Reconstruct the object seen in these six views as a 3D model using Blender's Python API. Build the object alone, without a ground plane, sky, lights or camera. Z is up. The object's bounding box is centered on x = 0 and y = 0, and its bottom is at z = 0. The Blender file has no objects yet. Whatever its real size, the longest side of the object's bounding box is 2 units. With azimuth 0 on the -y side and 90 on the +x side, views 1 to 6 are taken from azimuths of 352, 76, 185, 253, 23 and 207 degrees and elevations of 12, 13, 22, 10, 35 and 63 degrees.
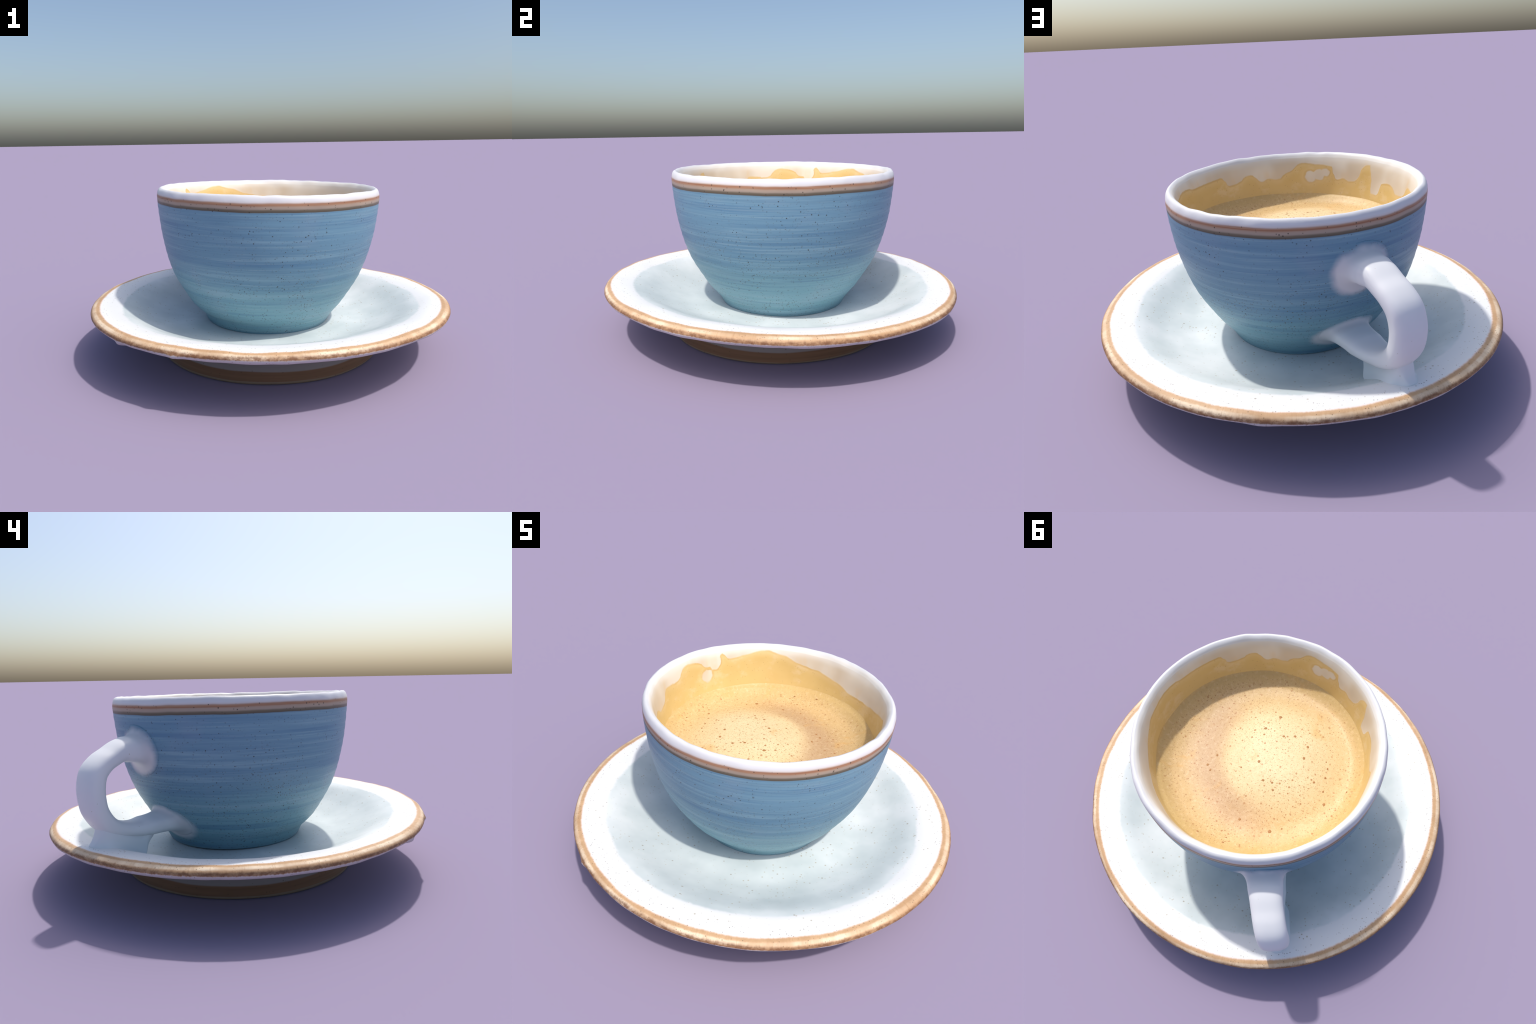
"""A hand-glazed stoneware coffee cup, filled with crema-topped coffee, on its saucer."""
import bpy, math, random
import numpy as np
from mathutils import Vector, Matrix, noise

TAU = math.tau
rng = random.Random(11)

# ------------------------------------------------------------------ helpers
def smooth(a, b, x):
    t = min(max((x - a) / (b - a), 0.0), 1.0)
    return t * t * (3 - 2 * t)

def catmull(points, steps):
    """Centripetal-free Catmull-Rom through tuples of any length."""
    P = [np.array(p, float) for p in points]
    P = [2 * P[0] - P[1]] + P + [2 * P[-1] - P[-2]]
    out = []
    for i in range(1, len(P) - 2):
        p0, p1, p2, p3 = P[i - 1:i + 3]
        for k in range(steps):
            t = k / steps
            out.append(0.5 * ((2 * p1) + (p2 - p0) * t + (2 * p0 - 5 * p1 + 4 * p2 - p3) * t * t
                              + (3 * p1 - p0 - 3 * p2 + p3) * t ** 3))
    out.append(P[-2])
    return out

def fbm(x, y, z, seed=0.0):
    return noise.noise(Vector((x + seed, y - seed * 1.7, z + seed * 0.6)))

def new_obj(name, mesh, parent, mat):
    ob = bpy.data.objects.new(name, mesh)
    bpy.context.scene.collection.objects.link(ob)
    ob.parent = parent
    if mat:
        mesh.materials.append(mat)
    for p in mesh.polygons:
        p.use_smooth = True
    return ob

def empty(name, loc, label, category):
    e = bpy.data.objects.new(name, None)
    bpy.context.scene.collection.objects.link(e)
    e.location = loc
    e.empty_display_size = 0.1
    e["label"] = label
    e["category"] = category
    return e

def revolve(profile, n, place):
    """Full surface of revolution; place(r, h, theta, k) -> xyz. Poles where r == 0."""
    verts, rows = [], []
    for k, (r, h) in enumerate(profile):
        if r < 1e-6:
            rows.append([len(verts)])
            verts.append(place(0.0, h, 0.0, k))
        else:
            rows.append(list(range(len(verts), len(verts) + n)))
            verts += [place(r, h, TAU * i / n, k) for i in range(n)]
    faces, ring = [], []
    for k in range(len(rows) - 1):
        a, b = rows[k], rows[k + 1]
        for i in range(n):
            j = (i + 1) % n
            if len(a) == 1:
                f = (a[0], b[j], b[i])
            elif len(b) == 1:
                f = (a[i], a[j], b[0])
            else:
                f = (a[i], a[j], b[j], b[i])
            faces.append(f)
            ring.append(k)
    return verts, faces, ring

def split_regions(verts, faces, ring, regions, parent):
    """regions: list of (name, first_ring, last_ring_exclusive, material): seamless parts."""
    full = bpy.data.meshes.new("full_surface")
    full.from_pydata(verts, [], faces)
    full.update()
    nor = np.zeros(len(verts) * 3)
    full.vertex_normals.foreach_get("vector", nor)
    nor = nor.reshape(-1, 3)
    bpy.data.meshes.remove(full)
    made = {}
    for name, k0, k1, mat in regions:
        fs = [f for f, k in zip(faces, ring) if k0 <= k < k1]
        ids = sorted({v for f in fs for v in f})
        remap = {v: i for i, v in enumerate(ids)}
        me = bpy.data.meshes.new(name)
        me.from_pydata([verts[i] for i in ids], [], [[remap[v] for v in f] for f in fs])
        me.update()
        ob = new_obj(name, me, parent, mat)
        me.normals_split_custom_set_from_vertices([tuple(nor[i]) for i in ids])
        made[name] = ob
    return made

# ------------------------------------------------------------------ node helpers
class Mat:
    def __init__(self, name, rough=0.35, spec=0.4):
        self.m = bpy.data.materials.new(name)
        self.m.use_nodes = True
        self.t = self.m.node_tree
        self.bsdf = self.t.nodes["Principled BSDF"]
        self.bsdf.inputs["Roughness"].default_value = rough
        self.bsdf.inputs["Specular IOR Level"].default_value = spec
        tc = self.t.nodes.new("ShaderNodeTexCoord")
        self.obj = tc.outputs["Object"]

    def n(self, kind, **kw):
        nd = self.t.nodes.new("ShaderNode" + kind)
        for k, v in kw.items():
            setattr(nd, k, v)
        return nd

    def put(self, sock, v):
        if isinstance(v, bpy.types.NodeSocket):
            self.t.links.new(v, sock)
        elif isinstance(v, (tuple, list)) and len(v) == 3 and sock.type == "RGBA":
            sock.default_value = (*v, 1)
        else:
            sock.default_value = v

    def math(self, op, a, b=0.0, c=0.0):
        nd = self.n("Math", operation=op)
        for s, v in zip(nd.inputs, (a, b, c)):
            self.put(s, v)
        return nd.outputs[0]

    def add(self, *xs):
        r = xs[0]
        for x in xs[1:]:
            r = self.math("ADD", r, x)
        return r

    def sub(self, a, b): return self.math("SUBTRACT", a, b)
    def mul(self, a, b): return self.math("MULTIPLY", a, b)

    def step(self, x, a, b, lo=0.0, hi=1.0):
        """smooth ramp of x from a (-> lo) to b (-> hi); a may exceed b."""
        if a > b:
            a, b, lo, hi = b, a, hi, lo
        nd = self.n("MapRange", interpolation_type="SMOOTHSTEP")
        for s, v in zip(nd.inputs[:5], (x, a, b, lo, hi)):
            self.put(s, v)
        return nd.outputs[0]

    def mapped(self, scale=(1, 1, 1), loc=(0, 0, 0), src=None):
        nd = self.n("Mapping")
        self.put(nd.inputs["Vector"], src or self.obj)
        nd.inputs["Location"].default_value = loc
        nd.inputs["Scale"].default_value = scale
        return nd.outputs[0]

    def noise(self, vec, scale=5.0, detail=3.0, rough=0.5, dist=0.0):
        nd = self.n("TexNoise")
        self.put(nd.inputs["Vector"], vec)
        nd.inputs["Scale"].default_value = scale
        nd.inputs["Detail"].default_value = detail
        nd.inputs["Roughness"].default_value = rough
        nd.inputs["Distortion"].default_value = dist
        return nd.outputs["Fac"]

    def xyz(self, v=None):
        nd = self.n("SeparateXYZ")
        self.put(nd.inputs[0], v or self.obj)
        return nd.outputs[0], nd.outputs[1], nd.outputs[2]

    def mix(self, f, a, b, blend="MIX"):
        nd = self.n("Mix", data_type="RGBA", blend_type=blend)
        self.put(nd.inputs[0], f)
        self.put(nd.inputs[6], a)
        self.put(nd.inputs[7], b)
        return nd.outputs[2]

    def ramp(self, x, stops):
        nd = self.n("ValToRGB")
        el = nd.color_ramp.elements
        while len(el) < len(stops):
            el.new(0.5)
        for e, (p, c) in zip(el, stops):
            e.position = p
            e.color = (*c, 1)
        self.put(nd.inputs[0], x)
        return nd.outputs[0]

    def specks(self, scale, radius, keep, vec=None, dims="3D"):
        """Round flecks: 1 inside a fleck. keep = share of cells that carry one."""
        nd = self.n("TexVoronoi", voronoi_dimensions=dims)
        self.put(nd.inputs["Vector"], vec or self.obj)
        nd.inputs["Scale"].default_value = scale
        r, g, _ = self.xyz(nd.outputs["Color"])
        size = self.mul(self.step(r, 0.0, 1.0, 0.45, 1.0), radius * scale)
        inside = self.step(self.math("DIVIDE", nd.outputs["Distance"], size), 1.0, 0.55)
        return self.mul(inside, self.math("LESS_THAN", g, keep))

    def dist(self, centre, zscale=1.0):
        nd = self.n("VectorMath", operation="DISTANCE")
        self.put(nd.inputs[0], self.mapped(scale=(1, 1, zscale)))
        nd.inputs[1].default_value = (centre[0], centre[1], centre[2] * zscale)
        return nd.outputs["Value"]

    def radius(self):
        x, y, z = self.xyz()
        return self.math("SQRT", self.add(self.mul(x, x), self.mul(y, y)))

    def bump(self, height, strength, distance=0.01):
        nd = self.n("Bump")
        nd.inputs["Strength"].default_value = strength
        nd.inputs["Distance"].default_value = distance
        self.put(nd.inputs["Height"], height)
        self.t.links.new(nd.outputs[0], self.bsdf.inputs["Normal"])

    def color(self, c):
        self.put(self.bsdf.inputs["Base Color"], c)
        return self.m

# ================================================================== SAUCER
RIM_R, RIM_Z = 0.979, 0.263          # circle that the rolled rim follows
def rim_level(x, y):
    """how far the warped, slightly tilted rim rises above / sinks below RIM_Z"""
    t = math.atan2(y, x)
    return -0.0098 * x - 0.0194 * y + (-0.0070 * math.cos(2 * t) - 0.0041 * math.sin(2 * t)) * min(1, math.hypot(x, y)) \
        + 0.007 * max(0.0, 0.98 * x + 0.2 * y)

# (radius, height above RIM_Z): centre of the well -> rim -> underside -> foot -> base
SAUCER_TOP = [(0.0, -0.116), (0.12, -0.116), (0.25, -0.117), (0.36, -0.117), (0.45, -0.115), (0.52, -0.113), (0.57, -0.106),
              (0.63, -0.088), (0.68, -0.068), (0.72, -0.047), (0.76, -0.025), (0.80, -0.006), (0.85, 0.009), (0.90, 0.016)]
SAUCER_RIM = [(0.90, 0.016), (0.935, 0.019), (0.955, 0.019), (0.972, 0.016), (0.985, 0.008), (0.992, -0.004),
              (0.988, -0.017), (0.972, -0.029), (0.945, -0.039)]
SAUCER_UNDER = [(0.945, -0.039), (0.90, -0.049), (0.80, -0.072), (0.70, -0.100), (0.635, -0.130), (0.605, -0.155), (0.596, -0.180)]
SAUCER_FOOT = [(0.596, -0.180), (0.599, -0.200), (0.605, -0.218), (0.613, -0.236), (0.619, -0.250), (0.617, -0.2605),
               (0.606, -0.263), (0.580, -0.263), (0.565, -0.255), (0.55, -0.235), (0.40, -0.228), (0.0, -0.225)]

def saucer_profile():
    prof, cuts = [], [0]
    for seg, st in ((SAUCER_TOP, 7), (SAUCER_RIM, 5), (SAUCER_UNDER, 5), (SAUCER_FOOT, 3)):
        pts = [tuple(p) for p in catmull(seg, st)]
        prof += pts if not prof else pts[1:]
        cuts.append(len(prof) - 1)
    return prof, cuts

WELL_OFF = (-0.008, 0.016)
BURRS = [(math.atan2(-0.587, -0.800), 0.020, 0.006, 0.014), (math.atan2(-0.83, -0.55), 0.030, 0.012, 0.002),
         (math.radians(84), 0.05, 0.003, 0.006)]

def saucer_place(r, h, th, k):
    c, s = math.cos(th), math.sin(th)
    rr = r + (0.0074 * math.cos(2 * th) - 0.0017 * math.sin(2 * th)) * smooth(0.4, 0.95, r)
    under = k > SAUCER_CUTS[2] - 8
    w = smooth(0.62, 0.95, r) if under else smooth(0.05, 0.50, r)
    z = RIM_Z + h + rim_level(rr * c, rr * s) * w
    if not under:      # fuller on the side of the sun
        z += 0.005 * max(0, math.cos(th - 0.2)) * smooth(0.70, 0.82, r) * (1 - smooth(0.88, 0.95, r))
    # hand-thrown unevenness
    z += 0.0045 * fbm(c * r * 3.3, s * r * 3.3, 0, 3.1) * smooth(0.05, 0.4, r) * (1 - smooth(0.62, 0.60, r) * under)
    z += 0.0018 * fbm(c * r * 9, s * r * 9, 0, 8.2) * smooth(0.3, 0.5, r) * (w if under else 1)
    if SAUCER_CUTS[1] < k < SAUCER_CUTS[2] + 6:
        rr += 0.0025 * fbm(c * 6, s * 6, h * 12, 5.5)
        z += 0.0020 * fbm(c * 11, s * 11, h * 25, 6.6)
        for a, wid, out, down in BURRS:       # small burrs of glaze that hang off the rim
            d = (th - a + math.pi) % TAU - math.pi
            g = math.exp(-(d / wid) ** 2) * smooth(0.006, -0.02, h)
            rr += out * g * smooth(-0.05, -0.02, h)
            z -= down * g * 0.6
    off = 0 if under else 1 - smooth(0.62, 0.88, r)     # the well was thrown off-centre
    return (rr * c + WELL_OFF[0] * off, rr * s + WELL_OFF[1] * off, max(z, 0.0))

_, SAUCER_CUTS = saucer_profile()
SAUCER_PROFILE, _ = saucer_profile()

def saucer_top_z(x, y):
    off = 1 - smooth(0.62, 0.88, math.hypot(x, y))
    r = math.hypot(x - WELL_OFF[0] * off, y - WELL_OFF[1] * off)
    rs = [p[0] for p in SAUCER_TOP + SAUCER_RIM[1:4]]
    hs = [p[1] for p in SAUCER_TOP + SAUCER_RIM[1:4]]
    return RIM_Z + float(np.interp(r, rs, hs)) + rim_level(x, y) * smooth(0.05, 0.50, r)

def zrel(m):
    """height above the warped rim circle, rebuilt in nodes"""
    x, y, z = m.xyz()
    tilt = m.add(z, m.mul(x, 0.0098), m.mul(y, 0.0194), -RIM_Z)
    sad = m.add(m.mul(m.sub(m.mul(x, x), m.mul(y, y)), 0.0070), m.mul(m.mul(x, y), 0.0082))
    sunny = m.mul(m.math("MAXIMUM", m.add(m.mul(x, 0.98), m.mul(y, 0.2)), 0.0), -0.007)
    return m.add(tilt, sad, sunny)

WHITE = (0.80, 0.80, 0.79)

def saucer_specks(m, col, amount=1.0):
    patch = m.step(m.noise(m.obj, 4.0, 2), 0.40, 0.62)
    a = m.mul(m.specks(60, 0.0055, 0.45), m.add(m.mul(patch, 0.55), 0.15))
    b = m.mul(m.specks(30, 0.0065, 0.25), 0.6)
    col = m.mix(m.mul(a, amount), col, (0.42, 0.36, 0.25))
    return m.mix(m.mul(b, amount), col, (0.30, 0.24, 0.16))

def mat_saucer_top():
    m = Mat("pale_celadon_glaze", 0.42, 0.35)
    r = m.radius()
    wob = m.mul(m.sub(m.noise(m.obj, 3.0, 3), 0.5), 0.05)
    fine = m.mul(m.sub(m.noise(m.mapped((14, 14, 3)), 3.0, 3), 0.5), 0.015)
    edge = m.add(r, wob, fine)
    cloud = m.noise(m.mapped(loc=(2.0, 0.7, 0)), 2.6, 4, 0.55)
    well = m.ramp(cloud, [(0.32, (0.54, 0.60, 0.60)), (0.50, (0.64, 0.69, 0.685)), (0.66, (0.75, 0.78, 0.775))])  # grey-blue clouds painted in: mottled shading baked into the scan
    col = m.mix(m.step(edge, 0.824, 0.842), well, WHITE)
    col = saucer_specks(m, col)
    m.bump(m.noise(m.obj, 7, 2), 0.10, 0.02)
    return m.color(col)

def mat_saucer_rim():
    m = Mat("toasted_rim_glaze", 0.5, 0.3)
    r = m.radius()
    zr = zrel(m)
    # fine grain that runs across the rim and streaks that run along it
    ang = m.n("VectorMath", operation="NORMALIZE")
    m.put(ang.inputs[0], m.mapped((1, 1, 0)))
    grain = m.noise(m.mapped((60, 60, 1), src=ang.outputs[0]), 1.0, 4, 0.7)
    slow = m.noise(m.mapped((2.2, 2.2, 1), src=ang.outputs[0]), 1.0, 3, 0.55)
    fine = m.noise(m.mapped((34, 34, 60)), 1.0, 4, 0.65)
    top = m.add(r, m.mul(m.sub(grain, 0.5), 0.010), m.mul(m.sub(slow, 0.5), 0.022))
    tan = m.mix(fine, (0.46, 0.27, 0.135), (0.70, 0.465, 0.27))
    # pale crest along the middle of the roll
    crest = m.add(r, m.mul(zr, -0.35), m.mul(m.sub(slow, 0.5), 0.012), m.mul(m.sub(fine, 0.5), 0.010))
    pale = m.mul(m.step(crest, 0.958, 0.968), m.step(crest, 0.988, 0.978))
    pale = m.mul(pale, m.step(m.noise(m.mapped((6, 6, 1), (3, 9, 0), src=ang.outputs[0]), 1.0, 4, 0.6), 0.36, 0.60, 0.25, 0.95))
    tan = m.mix(pale, tan, (0.84, 0.68, 0.49))
    brown = m.step(m.noise(m.mapped((3.5, 3.5, 1), (7, 3, 0), src=ang.outputs[0]), 1.0, 4, 0.6), 0.46, 0.62)
    tan = m.mix(m.mul(brown, 0.45), tan, (0.45, 0.26, 0.13))
    hatch = m.noise(m.mapped((150, 150, 1), src=ang.outputs[0]), 1.0, 3, 0.7)
    tan = m.mix(m.mul(m.mul(m.step(hatch, 0.50, 0.36), m.step(fine, 0.42, 0.60)), 0.30), tan, (0.40, 0.21, 0.095))
    # dark fired line low on the outside
    low = m.add(zr, m.mul(m.sub(grain, 0.5), 0.012), m.mul(m.sub(slow, 0.5), 0.008))
    burnt = m.mul(m.step(low, 0.012, 0.001), m.step(low, -0.013, -0.005))
    burnt = m.mul(burnt, m.step(fine, 0.30, 0.62, 0.35, 1.0))
    tan = m.mix(m.mul(burnt, 0.88), tan, (0.17, 0.07, 0.03))
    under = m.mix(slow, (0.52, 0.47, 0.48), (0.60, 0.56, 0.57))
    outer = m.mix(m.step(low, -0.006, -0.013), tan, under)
    lit = m.mix(m.step(top, 0.941, 0.953), WHITE, (0.80, 0.62, 0.52))
    col = m.mix(m.step(top, 0.946, 0.956), lit, tan)
    isout = m.math("MAXIMUM", m.step(low, 0.004, -0.004), 0.0)
    col = m.mix(isout, col, outer)
    col = m.mix(m.mul(m.specks(90, 0.0035, 0.5), 0.6), col, (0.16, 0.10, 0.05))
    m.bump(m.add(fine, m.mul(grain, 0.5)), 0.25, 0.006)
    return m.color(col)

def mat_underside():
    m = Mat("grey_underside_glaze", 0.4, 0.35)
    col = m.mix(m.noise(m.mapped((3, 3, 30)), 1.5, 4), (0.20, 0.175, 0.165), (0.31, 0.28, 0.27))  # base colour darkened for the shadow under the saucer
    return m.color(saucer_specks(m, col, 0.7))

def mat_foot():
    m = Mat("bare_brown_clay", 0.6, 0.25)
    x, y, z = m.xyz()
    st = m.noise(m.mapped((1.6, 1.6, 60)), 1.0, 4, 0.6)
    wob = m.mul(m.sub(m.noise(m.obj, 2.2, 2), 0.5), 0.018)
    zz = m.add(z, wob)
    brown = m.mix(st, (0.12, 0.058, 0.028), (0.25, 0.135, 0.07))
    col = m.mix(m.step(zz, 0.052, 0.060), brown, (0.26, 0.23, 0.215))
    col = m.mix(m.mul(m.step(zz, 0.016, 0.011), 0.6), col, (0.24, 0.20, 0.145))
    col = m.mix(m.mul(m.specks(70, 0.004, 0.3), 0.6), col, (0.10, 0.06, 0.03))
    m.bump(st, 0.3, 0.004)
    return m.color(col)

saucer = empty("saucer", (0, 0, 0), "round pale glazed saucer with toasted brown rim", "saucer")
v, f, ring = revolve(SAUCER_PROFILE, 288, saucer_place)
f = [tuple(reversed(q)) for q in f]
split_regions(v, f, ring, [
    ("well", SAUCER_CUTS[0], SAUCER_CUTS[1], mat_saucer_top()),
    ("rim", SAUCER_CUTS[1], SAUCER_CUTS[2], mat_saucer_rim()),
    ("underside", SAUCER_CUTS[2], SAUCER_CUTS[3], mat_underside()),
    ("foot_ring", SAUCER_CUTS[3], SAUCER_CUTS[4], mat_foot())], saucer)

# ================================================================== CUP
CUP_C = Vector((-0.0136, 0.0214, 0.0))
CUP_N = Vector((0.0169, 0.0057, 1.0)).normalized()
CUP_ROT = Vector((0, 0, 1)).rotation_difference(CUP_N).to_matrix()
BASE_H = 0.150
def to_cup(p):
    """world point -> cup coordinates (height measured along the cup's axis)"""
    return CUP_ROT.inverted() @ (Vector(p) - CUP_C)

CUP_OUT = [(0.0, 0.163), (0.30, 0.160), (0.335, 0.146), (0.350, 0.148), (0.359, 0.162), (0.374, 0.190), (0.400, 0.225),
           (0.430, 0.263), (0.455, 0.302), (0.480, 0.343), (0.504, 0.384), (0.526, 0.427), (0.547, 0.480),
           (0.565, 0.535), (0.581, 0.595), (0.595, 0.660), (0.604, 0.725), (0.610, 0.780), (0.613, 0.820)]
CUP_LIP = [(0.613, 0.820), (0.615, 0.845), (0.6145, 0.866), (0.611, 0.883), (0.605, 0.895), (0.596, 0.901),
           (0.588, 0.8995), (0.578, 0.891), (0.570, 0.877)]
CUP_IN = [(0.570, 0.877), (0.562, 0.853), (0.555, 0.820), (0.548, 0.775), (0.538, 0.725), (0.526, 0.680), (0.511, 0.630),
          (0.48, 0.54), (0.43, 0.44), (0.35, 0.31), (0.25, 0.225), (0.0, 0.205)]

def cup_profile():
    prof, cuts = [], [0]
    for seg, st in ((CUP_OUT, 4), (CUP_LIP, 4), (CUP_IN, 4)):
        pts = [tuple(p) for p in catmull(seg, st)]
        prof += pts if not prof else pts[1:]
        cuts.append(len(prof) - 1)
    return prof, cuts
CUP_PROFILE, CUP_CUTS = cup_profile()

def oval(th, h):
    return 1 + min(max(h / 0.9, 0), 1) * (-0.0051 * math.cos(2 * th) - 0.0105 * math.sin(2 * th))

def belly(th, h):
    """the wall is fuller on one side, most of all low down"""
    d = max(0.0, math.cos(th + math.radians(150)))
    return d ** 1.3 * (0.003 + 0.007 * smooth(0.20, 0.29, h) * (1 - smooth(0.42, 0.70, h)) - 0.010 * (1 - smooth(0.19, 0.24, h)))

def cup_place(r, h, th, k):
    rr = r * oval(th, h) + belly(th, h) * smooth(0.30, 0.38, r)
    c, s = math.cos(th), math.sin(th)
    up = smooth(0.80, 0.895, h)
    da = (th - math.radians(117) + math.pi) % TAU - math.pi
    calm = 1 - math.exp(-(da / 0.35) ** 4) * (1 - smooth(0.74, 0.82, h))
    hh = h + up * (0.0035 * fbm(c * 2.4, s * 2.4, 0, 1.4) + 0.0030 * fbm(c * 9, s * 9, r * 14, 4.2))
    rr += up * 0.0035 * fbm(c * 7, s * 7, h * 18, 7.7) + 0.0022 * fbm(c * 2.5, s * 2.5, h * 4, 2.2) * (r > 0.3) * calm
    rr += calm * 0.0008 * math.sin(h * 150 + 2 * fbm(c, s, h * 3, 9.1)) * smooth(0.2, 0.3, h) * (1 - up) * (k < CUP_CUTS[1])
    return (rr * c, rr * s, hh - BASE_H)

def wall_radius(h, th, prof=CUP_OUT):
    pts = prof if prof[0][1] < prof[-1][1] else prof[::-1]
    pts = [p for p in pts if p[0] > 0.33]
    return float(np.interp(h, [p[1] for p in pts], [p[0] for p in pts])) * oval(th, h) + belly(th, h)

# --- handle frame (world): plane through the cup's axis
H_DIR = Vector((-0.497, 0.868, 0.0))
H_SIDE = Vector((0.868, 0.497, 0.0))
def handle_world(rho, lat, z):
    return Vector((CUP_C.x, CUP_C.y, 0)) + H_DIR * rho + H_SIDE * lat + Vector((0, 0, z))
def in_cup(rho, lat, z):
    p = to_cup(handle_world(rho, lat, z))
    return Vector((p.x, p.y, p.z - BASE_H))

UP_ATT = in_cup(0.600, 0.030, 0.652)
LOW_ATT = in_cup(0.440, 0.012, 0.285)

def mat_body(name="brushed_blue_glaze"):
    """blue brushed glaze that turns white wherever the handle rises from the wall"""
    m = Mat(name, 0.42, 0.30)
    x, y, z = m.xyz()
    h = m.math("ADD", z, BASE_H)
    wave = m.mul(m.sub(m.noise(m.mapped((1.5, 1.5, 0.5)), 1.0, 2), 0.5), 0.03)
    g = m.add(h, wave)
    t = m.step(g, 0.15, 0.85)
    nd = m.n("MapRange")
    for s_, v_ in zip(nd.inputs[:5], (g, 0.15, 0.83, 0.0, 1.0)):
        m.put(s_, v_)
    base = m.ramp(nd.outputs[0], [(0.0, (0.115, 0.235, 0.290)), (0.06, (0.165, 0.330, 0.390)), (0.16, (0.200, 0.375, 0.440)),
                                  (0.34, (0.190, 0.360, 0.430)), (0.48, (0.158, 0.300, 0.385)),
                                  (0.60, (0.135, 0.265, 0.365)), (0.85, (0.160, 0.305, 0.405)), (1.0, (0.160, 0.305, 0.405))])
    # brushed rings: broad bands, medium streaks, hairlines
    broad = m.noise(m.mapped((0.5, 0.5, 11)), 1.0, 2, 0.5)
    mid = m.noise(m.mapped((1.1, 1.1, 34), (3, 1, 0)), 1.0, 3, 0.55, 0.3)
    hair = m.noise(m.mapped((2.0, 2.0, 120), (7, 2, 0)), 1.0, 3, 0.6)
    col = m.mix(m.mul(m.step(broad, 0.50, 0.68), 0.45), base, (0.100, 0.225, 0.345))
    col = m.mix(m.mul(m.step(mid, 0.52, 0.72), 0.45), col, (0.270, 0.425, 0.500))
    col = m.mix(m.mul(m.step(mid, 0.46, 0.30), 0.50), col, (0.085, 0.200, 0.330))
    col = m.mix(m.mul(m.step(hair, 0.52, 0.70), 0.32), col, (0.310, 0.455, 0.510))
    col = m.mix(m.mul(m.step(hair, 0.46, 0.32), 0.26), col, (0.090, 0.200, 0.310))
    col = m.mix(m.mul(m.step(m.noise(m.obj, 5.0, 2), 0.52, 0.72), 0.12), col, (0.33, 0.36, 0.46))
    # iron flecks
    clus = m.step(m.noise(m.obj, 6.0, 2), 0.35, 0.62, 0.35, 1.0)
    s1 = m.mul(m.specks(58, 0.0042, 0.75), clus)
    s2 = m.mul(m.specks(84, 0.0044, 0.85, m.mapped(loc=(4, 4, 4))), m.mul(clus, m.step(h, 0.70, 0.42, 0.35, 1.0)))
    col = m.mix(m.mul(s2, 0.70), col, (0.11, 0.115, 0.085))
    col = m.mix(m.mul(s1, 0.82), col, (0.035, 0.034, 0.030))
    # white glaze bleeding off the handle roots
    nz = m.mul(m.sub(m.noise(m.obj, 8.0, 3), 0.5), 0.06)
    a = m.step(m.add(m.dist(UP_ATT, 1.12), nz), 0.150, 0.100)
    b = m.step(m.add(m.dist(LOW_ATT, 1.55), nz), 0.175, 0.125)
    col = m.mix(m.math("MAXIMUM", a, b), col, (0.66, 0.65, 0.665))
    wall = m.n("FloatCurve")
    cv = wall.mapping.curves[0]
    pts = [p for p in CUP_OUT if p[0] > 0.355][::2] + [CUP_OUT[-1]]
    for _ in range(len(pts) - 2):
        cv.points.new(0.5, 0.5)
    for p, (pr, ph) in zip(cv.points, pts):
        p.location = (ph, pr)
        p.handle_type = "AUTO_CLAMPED"
    wall.mapping.update()
    m.put(wall.inputs["Value"], h)
    # handle side of the cup only
    proud = m.sub(m.sub(m.radius(), wall.outputs[0]), m.mul(nz, 0.25))
    side = m.math("GREATER_THAN", m.add(m.mul(x, H_DIR.x), m.mul(y, H_DIR.y)), 0.25)
    lifted = m.mul(m.step(proud, 0.012, 0.036), side)
    white = m.mix(m.noise(m.obj, 5, 3), (0.74, 0.74, 0.755), (0.83, 0.83, 0.835))
    white = m.mix(m.step(proud, 0.07, 0.02), white, (0.66, 0.65, 0.665))
    white = m.mix(m.step(z, 0.16, 0.07), white, (0.66, 0.71, 0.73))
    white = m.mix(m.mul(m.specks(40, 0.004, 0.10), 0.5), white, (0.42, 0.36, 0.25))
    col = m.mix(lifted, col, white)
    # dull foot line
    m.bump(mid, 0.12, 0.004)
    return m.color(col)

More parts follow.
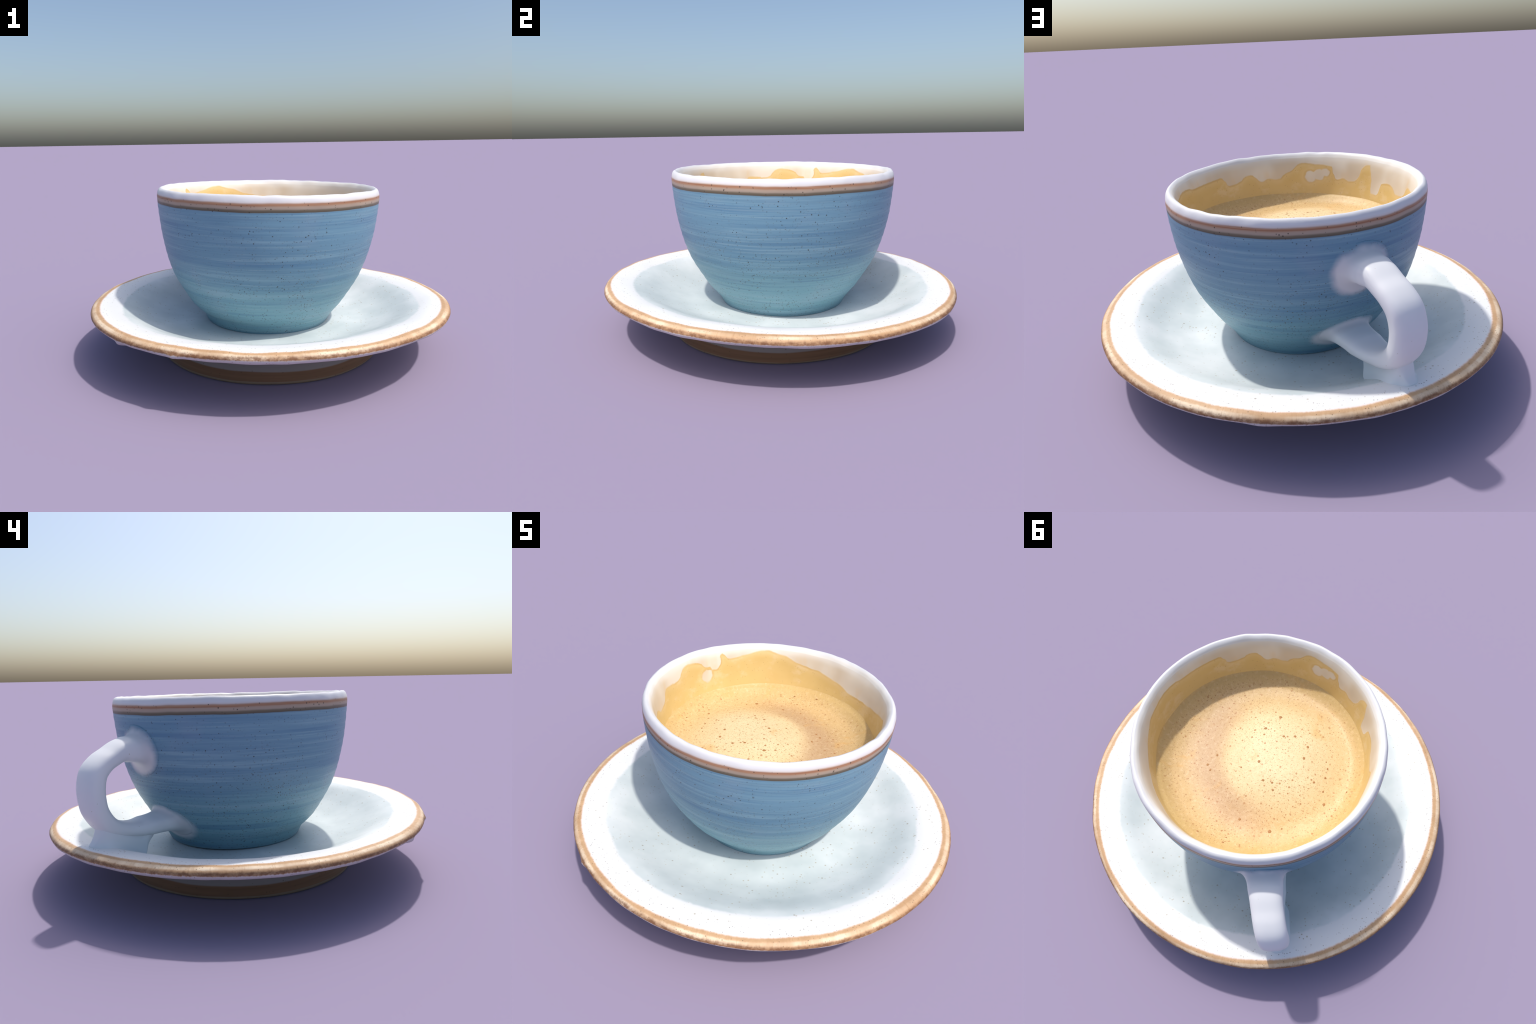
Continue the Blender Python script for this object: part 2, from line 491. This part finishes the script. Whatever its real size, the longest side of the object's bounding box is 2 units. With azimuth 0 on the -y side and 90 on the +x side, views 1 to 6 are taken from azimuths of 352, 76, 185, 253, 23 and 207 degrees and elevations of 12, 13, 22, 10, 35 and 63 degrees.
def mat_lip():
    m = Mat("white_lip_with_brown_lines", 0.42, 0.35)
    x, y, z = m.xyz()
    h = m.math("ADD", z, BASE_H)
    ang = m.n("VectorMath", operation="NORMALIZE")
    m.put(ang.inputs[0], m.mapped((1, 1, 0)))
    slow = m.noise(m.mapped((2.2, 2.2, 1), (1, 5, 0), src=ang.outputs[0]), 1.0, 3, 0.55)
    r = m.radius()
    inner = m.step(r, 0.585, 0.572)
    hh = m.add(h, m.mul(m.sub(slow, 0.5), 0.012))
    nd = m.n("MapRange")
    for s_, v_ in zip(nd.inputs[:5], (hh, 0.815, 0.890, 0.0, 1.0)):
        m.put(s_, v_)
    band = m.ramp(nd.outputs[0], [(0.0, (0.160, 0.305, 0.405)), (0.09, (0.160, 0.29, 0.375)), (0.14, (0.105, 0.085, 0.058)),
                                  (0.26, (0.165, 0.138, 0.095)), (0.36, (0.39, 0.315, 0.245)), (0.47, (0.41, 0.31, 0.23)),
                                  (0.58, (0.39, 0.205, 0.11)), (0.66, (0.43, 0.26, 0.165)), (0.75, (0.67, 0.62, 0.59)),
                                  (0.85, (0.70, 0.695, 0.705))])  # lip white greyed down to include its baked shading
    streak = m.noise(m.mapped((1.5, 1.5, 170)), 1.0, 3, 0.6)
    dk = m.mul(m.mul(m.step(hh, 0.852, 0.857), m.step(hh, 0.869, 0.864)), m.step(streak, 0.45, 0.65))
    band = m.mix(m.mul(dk, 0.6), band, (0.27, 0.10, 0.05))
    fl = m.mul(m.mul(m.specks(62, 0.0045, 0.6), m.step(hh, 0.872, 0.866)), 0.8)
    band = m.mix(fl, band, (0.05, 0.04, 0.03))
    col = m.mix(inner, band, (0.80, 0.775, 0.73))
    m.bump(m.noise(m.obj, 22, 2), 0.12, 0.01)
    return m.color(col)

# crema line left on the inside: (bearing in degrees, height), as last sips left it
TIDE = [(-180, .822), (-173, .826), (-169, .789), (-160, .762), (-152, .796), (-145, .786), (-142, .722), (-137.5, .725), (-135, .872),
        (-131, .862), (-127, .790), (-122, .768), (-117, .778), (-113.5, .768), (-110, .840), (-100, .852), (-92, .856),
        (-86, .822), (-81, .798), (-77, .772), (-71, .780), (-67, .768), (-60, .812), (-54, .786), (-47, .772), (-41, .826),
        (-31, .822), (-20, .818), (-8, .838), (8, .832), (21, .805), (42, .763), (56, .753), (68, .774), (82, .802),
        (94, .820), (102, .846), (110, .866), (116, .878), (128, .858), (138, .846), (142, .880), (145, .840), (151, .822),
        (157, .856), (166, .873), (171, .856), (176, .822), (180, .822)]

def crema_line(m):
    """signed height below the tide line (positive = stained)"""
    x, y, z = m.xyz()
    h = m.math("ADD", z, BASE_H)
    nz = m.noise(m.obj, 13, 3)
    ang = m.math("ARCTAN2", y, x)
    u = m.math("MULTIPLY_ADD", ang, 1 / TAU, 0.5)
    u = m.add(u, m.mul(m.sub(m.noise(m.mapped(loc=(3, 3, 3)), 11, 3), 0.5), 0.010))
    nd = m.n("FloatCurve")
    cv = nd.mapping.curves[0]
    for _ in range(len(TIDE) - 2):
        cv.points.new(0.5, 0.5)
    for p, (a, hz) in zip(cv.points, TIDE):
        hz -= 0.008 if a > 10 else 0.005
        tilt = 0.0169 * 0.545 * math.cos(math.radians(a)) + 0.0057 * 0.545 * math.sin(math.radians(a))
        p.location = ((a + 180) / 360, (hz + tilt - 0.6) / 0.4)
        p.handle_type = "AUTO_CLAMPED"
    nd.mapping.update()
    m.put(nd.inputs["Value"], u)
    line = m.math("MULTIPLY_ADD", nd.outputs[0], 0.4, 0.6)
    return m.add(m.sub(line, h), m.mul(m.sub(nz, 0.5), 0.016))

def mat_interior():
    m = Mat("crema_stained_white_glaze", 0.35, 0.4)
    d = crema_line(m)
    x, y, z = m.xyz()
    film = m.step(d, -0.001, 0.003)
    def at(deg, hz, r=0.562):
        a = math.radians(deg)
        return (r * math.cos(a), r * math.sin(a), hz - BASE_H + 0.008 * math.cos(a))
    # bare drops inside the stain
    for c, rad, zs in ((at(153, .768), .034, 1.0), (at(-97, .772), .034, 1.0), (at(-102, .784), .036, 1.2), (at(-106, .798), .030, 1.3), (at(147, .832), .036, 1.0)):
        dd = m.add(m.dist(c, zs), m.mul(m.sub(m.noise(m.obj, 16, 2), 0.5), 0.036))
        hole = m.sub(dd, rad)
        d = m.math("MINIMUM", d, hole)
    film = m.step(d, -0.005, 0.008)
    edge = m.mul(m.step(d, -0.002, 0.002), m.step(d, 0.013, 0.004))
    n1 = m.noise(m.obj, 6, 4, 0.6)
    crema = m.mix(n1, (0.64, 0.435, 0.155), (0.74, 0.545, 0.23))
    crema = m.mix(m.mul(m.step(d, 0.045, 0.004), 0.35), crema, (0.78, 0.60, 0.33))
    crema = m.mix(m.mul(m.step(m.noise(m.mapped((1, 1, 1.6), (2, 7, 3)), 9, 4, 0.65), 0.50, 0.70), 0.45), crema, (0.78, 0.62, 0.38))
    crema = m.mix(m.mul(m.specks(95, 0.0030, 0.35), 0.5), crema, (0.40, 0.22, 0.08))
    glaze = m.mix(m.step(m.noise(m.mapped((2, 2, 1)), 2.2, 2), 0.40, 0.65), (0.75, 0.69, 0.595), (0.66, 0.565, 0.44))
    glaze = m.mix(m.step(z, 0.745, 0.690), (0.78, 0.75, 0.70), glaze)
    smear = m.mul(m.mul(m.step(d, -0.075, -0.01), m.step(m.noise(m.mapped((4, 4, 1), (5, 0, 2)), 2.5, 3), 0.52, 0.66)), 0.35)
    glaze = m.mix(smear, glaze, (0.72, 0.53, 0.30))
    col = m.mix(film, glaze, crema)
    col = m.mix(m.mul(edge, m.step(m.noise(m.obj, 8, 3), 0.35, 0.65, 0.10, 0.60)), col, (0.58, 0.36, 0.095))
    m.bump(m.add(m.mul(film, 0.6), m.mul(m.noise(m.obj, 45, 3), 0.35)), 0.25, 0.004)
    return m.color(col)

cup = empty("coffee_cup", CUP_C + CUP_N * BASE_H, "blue speckled stoneware coffee cup with white handle, filled with coffee", "coffee cup")
cup.rotation_euler = CUP_ROT.to_euler()
v, f, ring = revolve(CUP_PROFILE, 288, cup_place)
split_regions(v, f, ring, [
    ("body", CUP_CUTS[0], CUP_CUTS[1], mat_body()),
    ("lip", CUP_CUTS[1], CUP_CUTS[2], mat_lip()),
    ("interior", CUP_CUTS[2], CUP_CUTS[3], mat_interior())], cup)

# ------------------------------------------------------------------ handle
# spine: distance from the axis, height, sideways drift, half width, half thickness
SPINE = [(.668, .673, .022, .081, .058), (.710, .669, .021, .076, .048), (.756, .650, .019, .074, .044), (.804, .626, .015, .074, .045),
         (.845, .587, .009, .074, .048), (.863, .530, .003, .074, .049), (.863, .472, .000, .074, .048), (.850, .420, .000, .073, .047),
         (.813, .366, .001, .070, .044), (.762, .332, .004, .068, .038), (.700, .314, .006, .070, .034), (.645, .306, .006, .076, .036),
         (.600, .306, .006, .083, .042)]
# where each end melts into the cup: centre height, sideways, half width, half height
ROOT_UP = (.660, .028, .135, .122)
ROOT_LOW = (.303, .010, .145, .088)

def wall_point(lat, z, sink=0.0):
    """point on the cup's outer wall, seen along the handle's plane (handle_world frame)"""
    th = math.atan2(H_DIR.y, H_DIR.x)
    rho = wall_radius(z, th)
    for _ in range(3):
        p = H_DIR * rho + H_SIDE * lat
        R = wall_radius(z, math.atan2(p.y, p.x)) - sink
        rho = math.sqrt(max(R * R - lat * lat, 1e-4))
    return (rho, lat, z)

def fillet_rings(ring, root, steps=14):
    """rings that sweep from a neck ring out onto the wall, tangent to both"""
    cz, cl, hw, hh = root
    n = len(ring)
    out = []
    mean = np.mean(np.array(ring), axis=0)
    W = []
    for rho, lat, z in ring:
        a = (lat - mean[1], z - mean[2])
        k = math.hypot(a[0] / hw, a[1] / hh)
        W.append(wall_point(cl + a[0] / k, cz + a[1] / k, 0.0015))
    for i in range(1, steps + 1):
        t = i / steps
        row = []
        for (rho, lat, z), w in zip(ring, W):
            lift = rho - wall_point(lat, z)[0]
            l2, z2 = lat + (w[1] - lat) * t * t, z + (w[2] - z) * t * t
            row.append((wall_point(l2, z2)[0] + lift * (1 - t) ** 2.3 - 0.0015 * t, l2, z2))
        out.append(row)
    out.append([(w[0] - 0.016, w[1], w[2]) for w in W])
    return out

def solid(name, verts, faces):
    import bmesh
    me = bpy.data.meshes.new(name)
    me.from_pydata([tuple(q) for q in verts], [], faces)
    bm = bmesh.new()
    bm.from_mesh(me)
    bmesh.ops.recalc_face_normals(bm, faces=bm.faces)
    bm.to_mesh(me)
    bm.free()
    return me

def handle_mesh():
    pts = catmull(SPINE, 6)
    N = 48
    rings = []
    for i, p in enumerate(pts):
        a, b = pts[max(i - 1, 0)], pts[min(i + 1, len(pts) - 1)]
        t = Vector((b[0] - a[0], b[1] - a[1])).normalized()
        nx, nz = -t.y, t.x
        ring = []
        for j in range(N):
            th = TAU * j / N
            cs, sn = math.cos(th), math.sin(th)
            cu = math.copysign(abs(cs) ** 0.76, cs) * p[3]
            su = math.copysign(abs(sn) ** 0.76, sn) * p[4]
            ring.append((p[0] + nx * su, p[2] + cu, p[1] + nz * su))
        rings.append(ring)
    rings = fillet_rings(rings[0], ROOT_UP)[::-1] + rings + fillet_rings(rings[-1], ROOT_LOW)
    verts = [in_cup(*q) for r in rings for q in r]
    faces = []
    for i in range(len(rings) - 1):
        for j in range(N):
            k = (j + 1) % N
            faces.append((i * N + j, i * N + k, (i + 1) * N + k, (i + 1) * N + j))
    for ringi, flip in ((0, True), (len(rings) - 1, False)):
        # curved cap buried in the wall
        prev = list(range(ringi * N, ringi * N + N))
        src = rings[ringi]
        m_l, m_z = sum(q[1] for q in src) / N, sum(q[2] for q in src) / N
        for k in (0.66, 0.33):
            cur = []
            for rho, l, z in src:
                q = wall_point(m_l + (l - m_l) * k, m_z + (z - m_z) * k, 0.021)
                cur.append(len(verts))
                verts.append(in_cup(*q))
            for j in range(N):
                jj = (j + 1) % N
                f_ = (prev[j], prev[jj], cur[jj], cur[j])
                faces.append(f_[::-1] if flip else f_)
            prev = cur
        faces.append(tuple(prev[::-1] if flip else prev))
    return solid("handle", verts, faces)

def web_mesh():
    """the sheet of glaze between the lower bend and the saucer"""
    verts, faces = [], []
    base = 0
    # distance, top, bottom (None: reaches the saucer), half thickness
    stations = [(.570, .285, .266, .032), (.600, .296, .246, .045), (.630, .300, .218, .050), (.652, .302, None, .051), (.700, .310, None, .053),
                (.740, .322, None, .053), (.785, .350, None, .052), (.818, .380, None, .050), (.838, .385, None, .046), (.852, .365, None, .038),
                (.862, .320, None, .030), (.878, .290, None, .024), (.896, .282, None, .014)]
    M = 0
    for rho, top, bot, hw in stations:
        w = handle_world(rho, 0, 0)
        zs = saucer_top_z(w.x, w.y)
        if bot is None:
            levels = [(zs - 0.014, 1.80), (zs - 0.001, 1.62), (zs + 0.008, 1.38), (zs + 0.022, 1.15), (zs + 0.045, 1.02), (max(top, zs + 0.06) if rho < 0.86 else max(top, zs + 0.012), 0.95 if rho < 0.86 else 0.6)]
            if rho > 0.86:
                levels = [(min(z, top - 0.001 * (6 - i)), k) for i, (z, k) in enumerate(levels)]
        else:
            levels = [(bot + (top - bot) * k, q) for k, q in ((0, 0.55), (0.15, 0.85), (0.3, 0.95), (0.5, 1), (0.75, 1), (1, 0.95))]
        sec = []
        for side in (1, -1):
            for z, k in (levels if side > 0 else levels[::-1]):
                sec.append((z, side * hw * k))
        M = len(sec)
        verts += [in_cup(rho, -0.013 + 0.92 * l, z) for z, l in sec]
    for i in range(len(stations) - 1):
        for j in range(M):
            k = (j + 1) % M
            faces.append((base + i * M + j, base + i * M + k, base + (i + 1) * M + k, base + (i + 1) * M + j))
    faces.append(tuple(base + j for j in range(M))[::-1])
    faces.append(tuple(base + (len(stations) - 1) * M + j for j in range(M)))
    return solid("web", verts, faces)

def mat_handle():
    m = Mat("white_web_glaze", 0.38, 0.4)
    c = m.mix(m.noise(m.obj, 5, 3), (0.74, 0.74, 0.755), (0.83, 0.83, 0.835))
    low = m.step(m.xyz()[2], 0.16, 0.07)
    c = m.mix(low, c, (0.66, 0.71, 0.73))
    c = m.mix(m.mul(m.specks(40, 0.004, 0.10), 0.5), c, (0.42, 0.36, 0.25))
    return m.color(c)

white = mat_handle()
handle = new_obj("handle", handle_mesh(), cup, mat_body("white_handle_glaze_over_blue"))
web = new_obj("web", web_mesh(), handle, white)
sub = web.modifiers.new("soften", "SUBSURF")
sub.levels = sub.render_levels = 2
round_off = web.modifiers.new("round_off", "SMOOTH")
round_off.factor = 0.5
round_off.iterations = 14

# ------------------------------------------------------------------ coffee
DOME = Vector((-0.081, -0.042))
def coffee_h(x, y):
    """foam surface, world-axis x, y: low dome set off-centre, a moat, and a meniscus on the wall"""
    d2 = (x - DOME.x) ** 2 + (y - DOME.y) ** 2
    rho = math.hypot(x + 0.007, y - 0.02)
    z = 0.6217 + 0.0599 * math.exp(-(d2 / 0.2938 ** 2) ** 1.53) + 1.43 * max(rho - 0.36, 0) ** 2
    z += 0.0016 * fbm(x * 12, y * 12, 0, 2.5) + 0.0007 * fbm(x * 40, y * 40, 0, 5.0)
    return z

def in_cup_xyz(x, y, z):
    p = to_cup((x, y, z))
    return (p.x, p.y, p.z - BASE_H)

def mat_coffee():
    m = Mat("coffee_crema", 0.45, 0.3)
    x, y, z = m.xyz()
    r = m.radius()
    warp = m.mul(m.sub(m.noise(m.obj, 3.5, 3), 0.5), 0.10)
    d = m.add(m.dist((DOME.x + 0.014, DOME.y - 0.021, 0.5), 0.0), warp)
    n1 = m.noise(m.mapped((1, 1, 0)), 5, 4, 0.6, 0.8)
    n2 = m.noise(m.mapped((1, 1, 0), (4, 2, 0)), 60, 3, 0.6)
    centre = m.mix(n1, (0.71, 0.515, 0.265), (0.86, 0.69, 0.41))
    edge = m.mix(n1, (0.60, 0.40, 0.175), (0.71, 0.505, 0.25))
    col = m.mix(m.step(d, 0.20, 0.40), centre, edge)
    # brown arc on the +x +y flank of the dome
    side = m.step(m.add(m.mul(x, 0.80), m.mul(y, 0.60)), -0.05, 0.20)
    arc = m.mul(m.mul(m.step(d, 0.24, 0.33), m.step(d, 0.52, 0.37)), side)
    col = m.mix(m.mul(arc, 0.68), col, (0.48, 0.30, 0.17))
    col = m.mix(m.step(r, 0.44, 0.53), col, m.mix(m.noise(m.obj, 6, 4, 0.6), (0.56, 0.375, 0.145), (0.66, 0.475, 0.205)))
    amber = m.step(m.noise(m.mapped((1, 1, 0), (9, 1, 0)), 5.5, 3, 0.6, 1.0), 0.58, 0.74)
    col = m.mix(m.mul(amber, 0.45), col, (0.68, 0.38, 0.11))
    col = m.mix(m.mul(m.step(n2, 0.50, 0.72), 0.22), col, (0.88, 0.72, 0.48))
    col = m.mix(m.mul(m.step(n2, 0.50, 0.30), 0.18), col, (0.50, 0.30, 0.12))
    flat = m.mapped((1, 1, 0))
    clus = m.step(m.noise(flat, 4.0, 2), 0.30, 0.60, 0.55, 1.0)
    clus = m.mul(clus, m.step(r, 0.53, 0.46, 0.25, 1.0))
    for sc, rad, keep, amt, tint in ((105, 0.0024, 0.60, 0.55, (0.40, 0.20, 0.075)), (70, 0.0030, 0.60, 0.60, (0.38, 0.18, 0.06)), (44, 0.0042, 0.65, 0.75, (0.36, 0.16, 0.055)),
                                     (24, 0.0068, 0.50, 0.80, (0.40, 0.175, 0.055))):
        s = m.mul(m.specks(sc, rad, keep, m.mapped((1, 1, 0), (sc * 0.1, 1.3, 0)), "2D"), clus)
        col = m.mix(m.mul(s, amt), col, tint)
    m.bump(m.add(n2, m.mul(n1, 0.5)), 0.22, 0.004)
    return m.color(col)

def coffee_surface(x, y, q):
    """q: 0 in the middle, 1 at the wall, where the foam climbs in a meniscus"""
    z = coffee_h(x, y)
    t = min(max((q - 0.85) / 0.15, 0.0), 1.0)
    if t > 0:
        z0 = min(z, 0.655)
        z = z0 + (0.700 - z0) * (1 - (1 - t ** 1.7) ** (1 / 1.7))
    return z

def coffee_mesh():
    R, N = 110, 224
    verts, faces = [], []
    for i in range(R + 1):
        q = math.sin(i / R * 0.97 * math.pi / 2) / math.sin(0.97 * math.pi / 2)
        for j in range(N if i else 1):
            th = TAU * j / N
            wall = wall_radius(0.700, th, CUP_IN) + 0.004
            rr = wall * q
            x, y = CUP_C.x + 0.011 + rr * math.cos(th), CUP_C.y + 0.004 + rr * math.sin(th)
            z = coffee_surface(x, y, q)
            verts.append(in_cup_xyz(x, y, z))
    for j in range(N):
        faces.append((0, 1 + j, 1 + (j + 1) % N))
    for i in range(R - 1):
        a, b = 1 + i * N, 1 + (i + 1) * N
        for j in range(N):
            k = (j + 1) % N
            faces.append((a + j, b + j, b + k, a + k))
    me = bpy.data.meshes.new("coffee")
    me.from_pydata(verts, [], faces)
    return me

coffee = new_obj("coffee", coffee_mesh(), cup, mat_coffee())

# the largest bubbles stand on the foam as small domes: (x, y, radius)
BIG = [(.05, -.137, .011), (-.109, -.157, .009), (-.057, -.130, .009), (.013, -.237, .012), (-.193, -.129, .010), (-.203, -.061, .010),
       (-.008, .053, .010), (-.072, .133, .009), (-.137, .157, .008), (-.118, .126, .008), (.212, .095, .009), (.233, .162, .009),
       (.205, .183, .008), (.061, .115, .007), (-.391, .107, .010), (-.214, .348, .012), (-.054, .354, .009), (-.469, .002, .007),
       (.091, .508, .008), (-.042, .501, .008), (-.118, .476, .006), (-.041, .468, .006), (-.30, .03, .008), (-.34, -.02, .008),
       (-.33, -.07, .007), (-.31, -.10, .006), (-.36, .05, .007), (.09, -.06, .006), (.04, -.10, .007), (-.26, .31, .006)]

def mat_bubble():
    m = Mat("dark_bubble_film", 0.5, 0.2)
    c = m.mix(m.noise(m.obj, 120, 2), (0.34, 0.155, 0.055), (0.46, 0.24, 0.09))
    return m.color(c)

def bubble_mesh():
    verts, faces = [(0, 0, 0.34)], []
    N = 20
    prof = [(0.35, 0.30), (0.65, 0.20), (0.88, 0.08), (1.0, -0.06), (1.0, -0.2)]
    for r, h in prof:
        verts += [(r * math.cos(TAU * j / N), r * math.sin(TAU * j / N), h) for j in range(N)]
    for j in range(N):
        faces.append((0, 1 + j, 1 + (j + 1) % N))
    for i in range(len(prof) - 1):
        for j in range(N):
            k = (j + 1) % N
            faces.append((1 + i * N + j, 1 + (i + 1) * N + j, 1 + (i + 1) * N + k, 1 + i * N + k))
    me = bpy.data.meshes.new("bubble")
    me.from_pydata(verts, [], faces)
    return me

bub = bubble_mesh()
bub_mat = mat_bubble()
bub.materials.append(bub_mat)
for p in bub.polygons:
    p.use_smooth = True
for x, y, r in BIG:
    ob = bpy.data.objects.new("bubble", bub)
    bpy.context.scene.collection.objects.link(ob)
    ob.parent = coffee
    dx, dy = x - CUP_C.x - 0.011, y - CUP_C.y - 0.004
    q = math.hypot(dx, dy) / (wall_radius(0.700, math.atan2(dy, dx), CUP_IN) + 0.004)
    ob.location = in_cup_xyz(x, y, coffee_surface(x, y, q))
    s = r * 0.82
    ob.scale = (s, s * rng.uniform(0.85, 1.0), s * 0.45)
    ob.rotation_euler = (0, 0, rng.uniform(0, TAU))
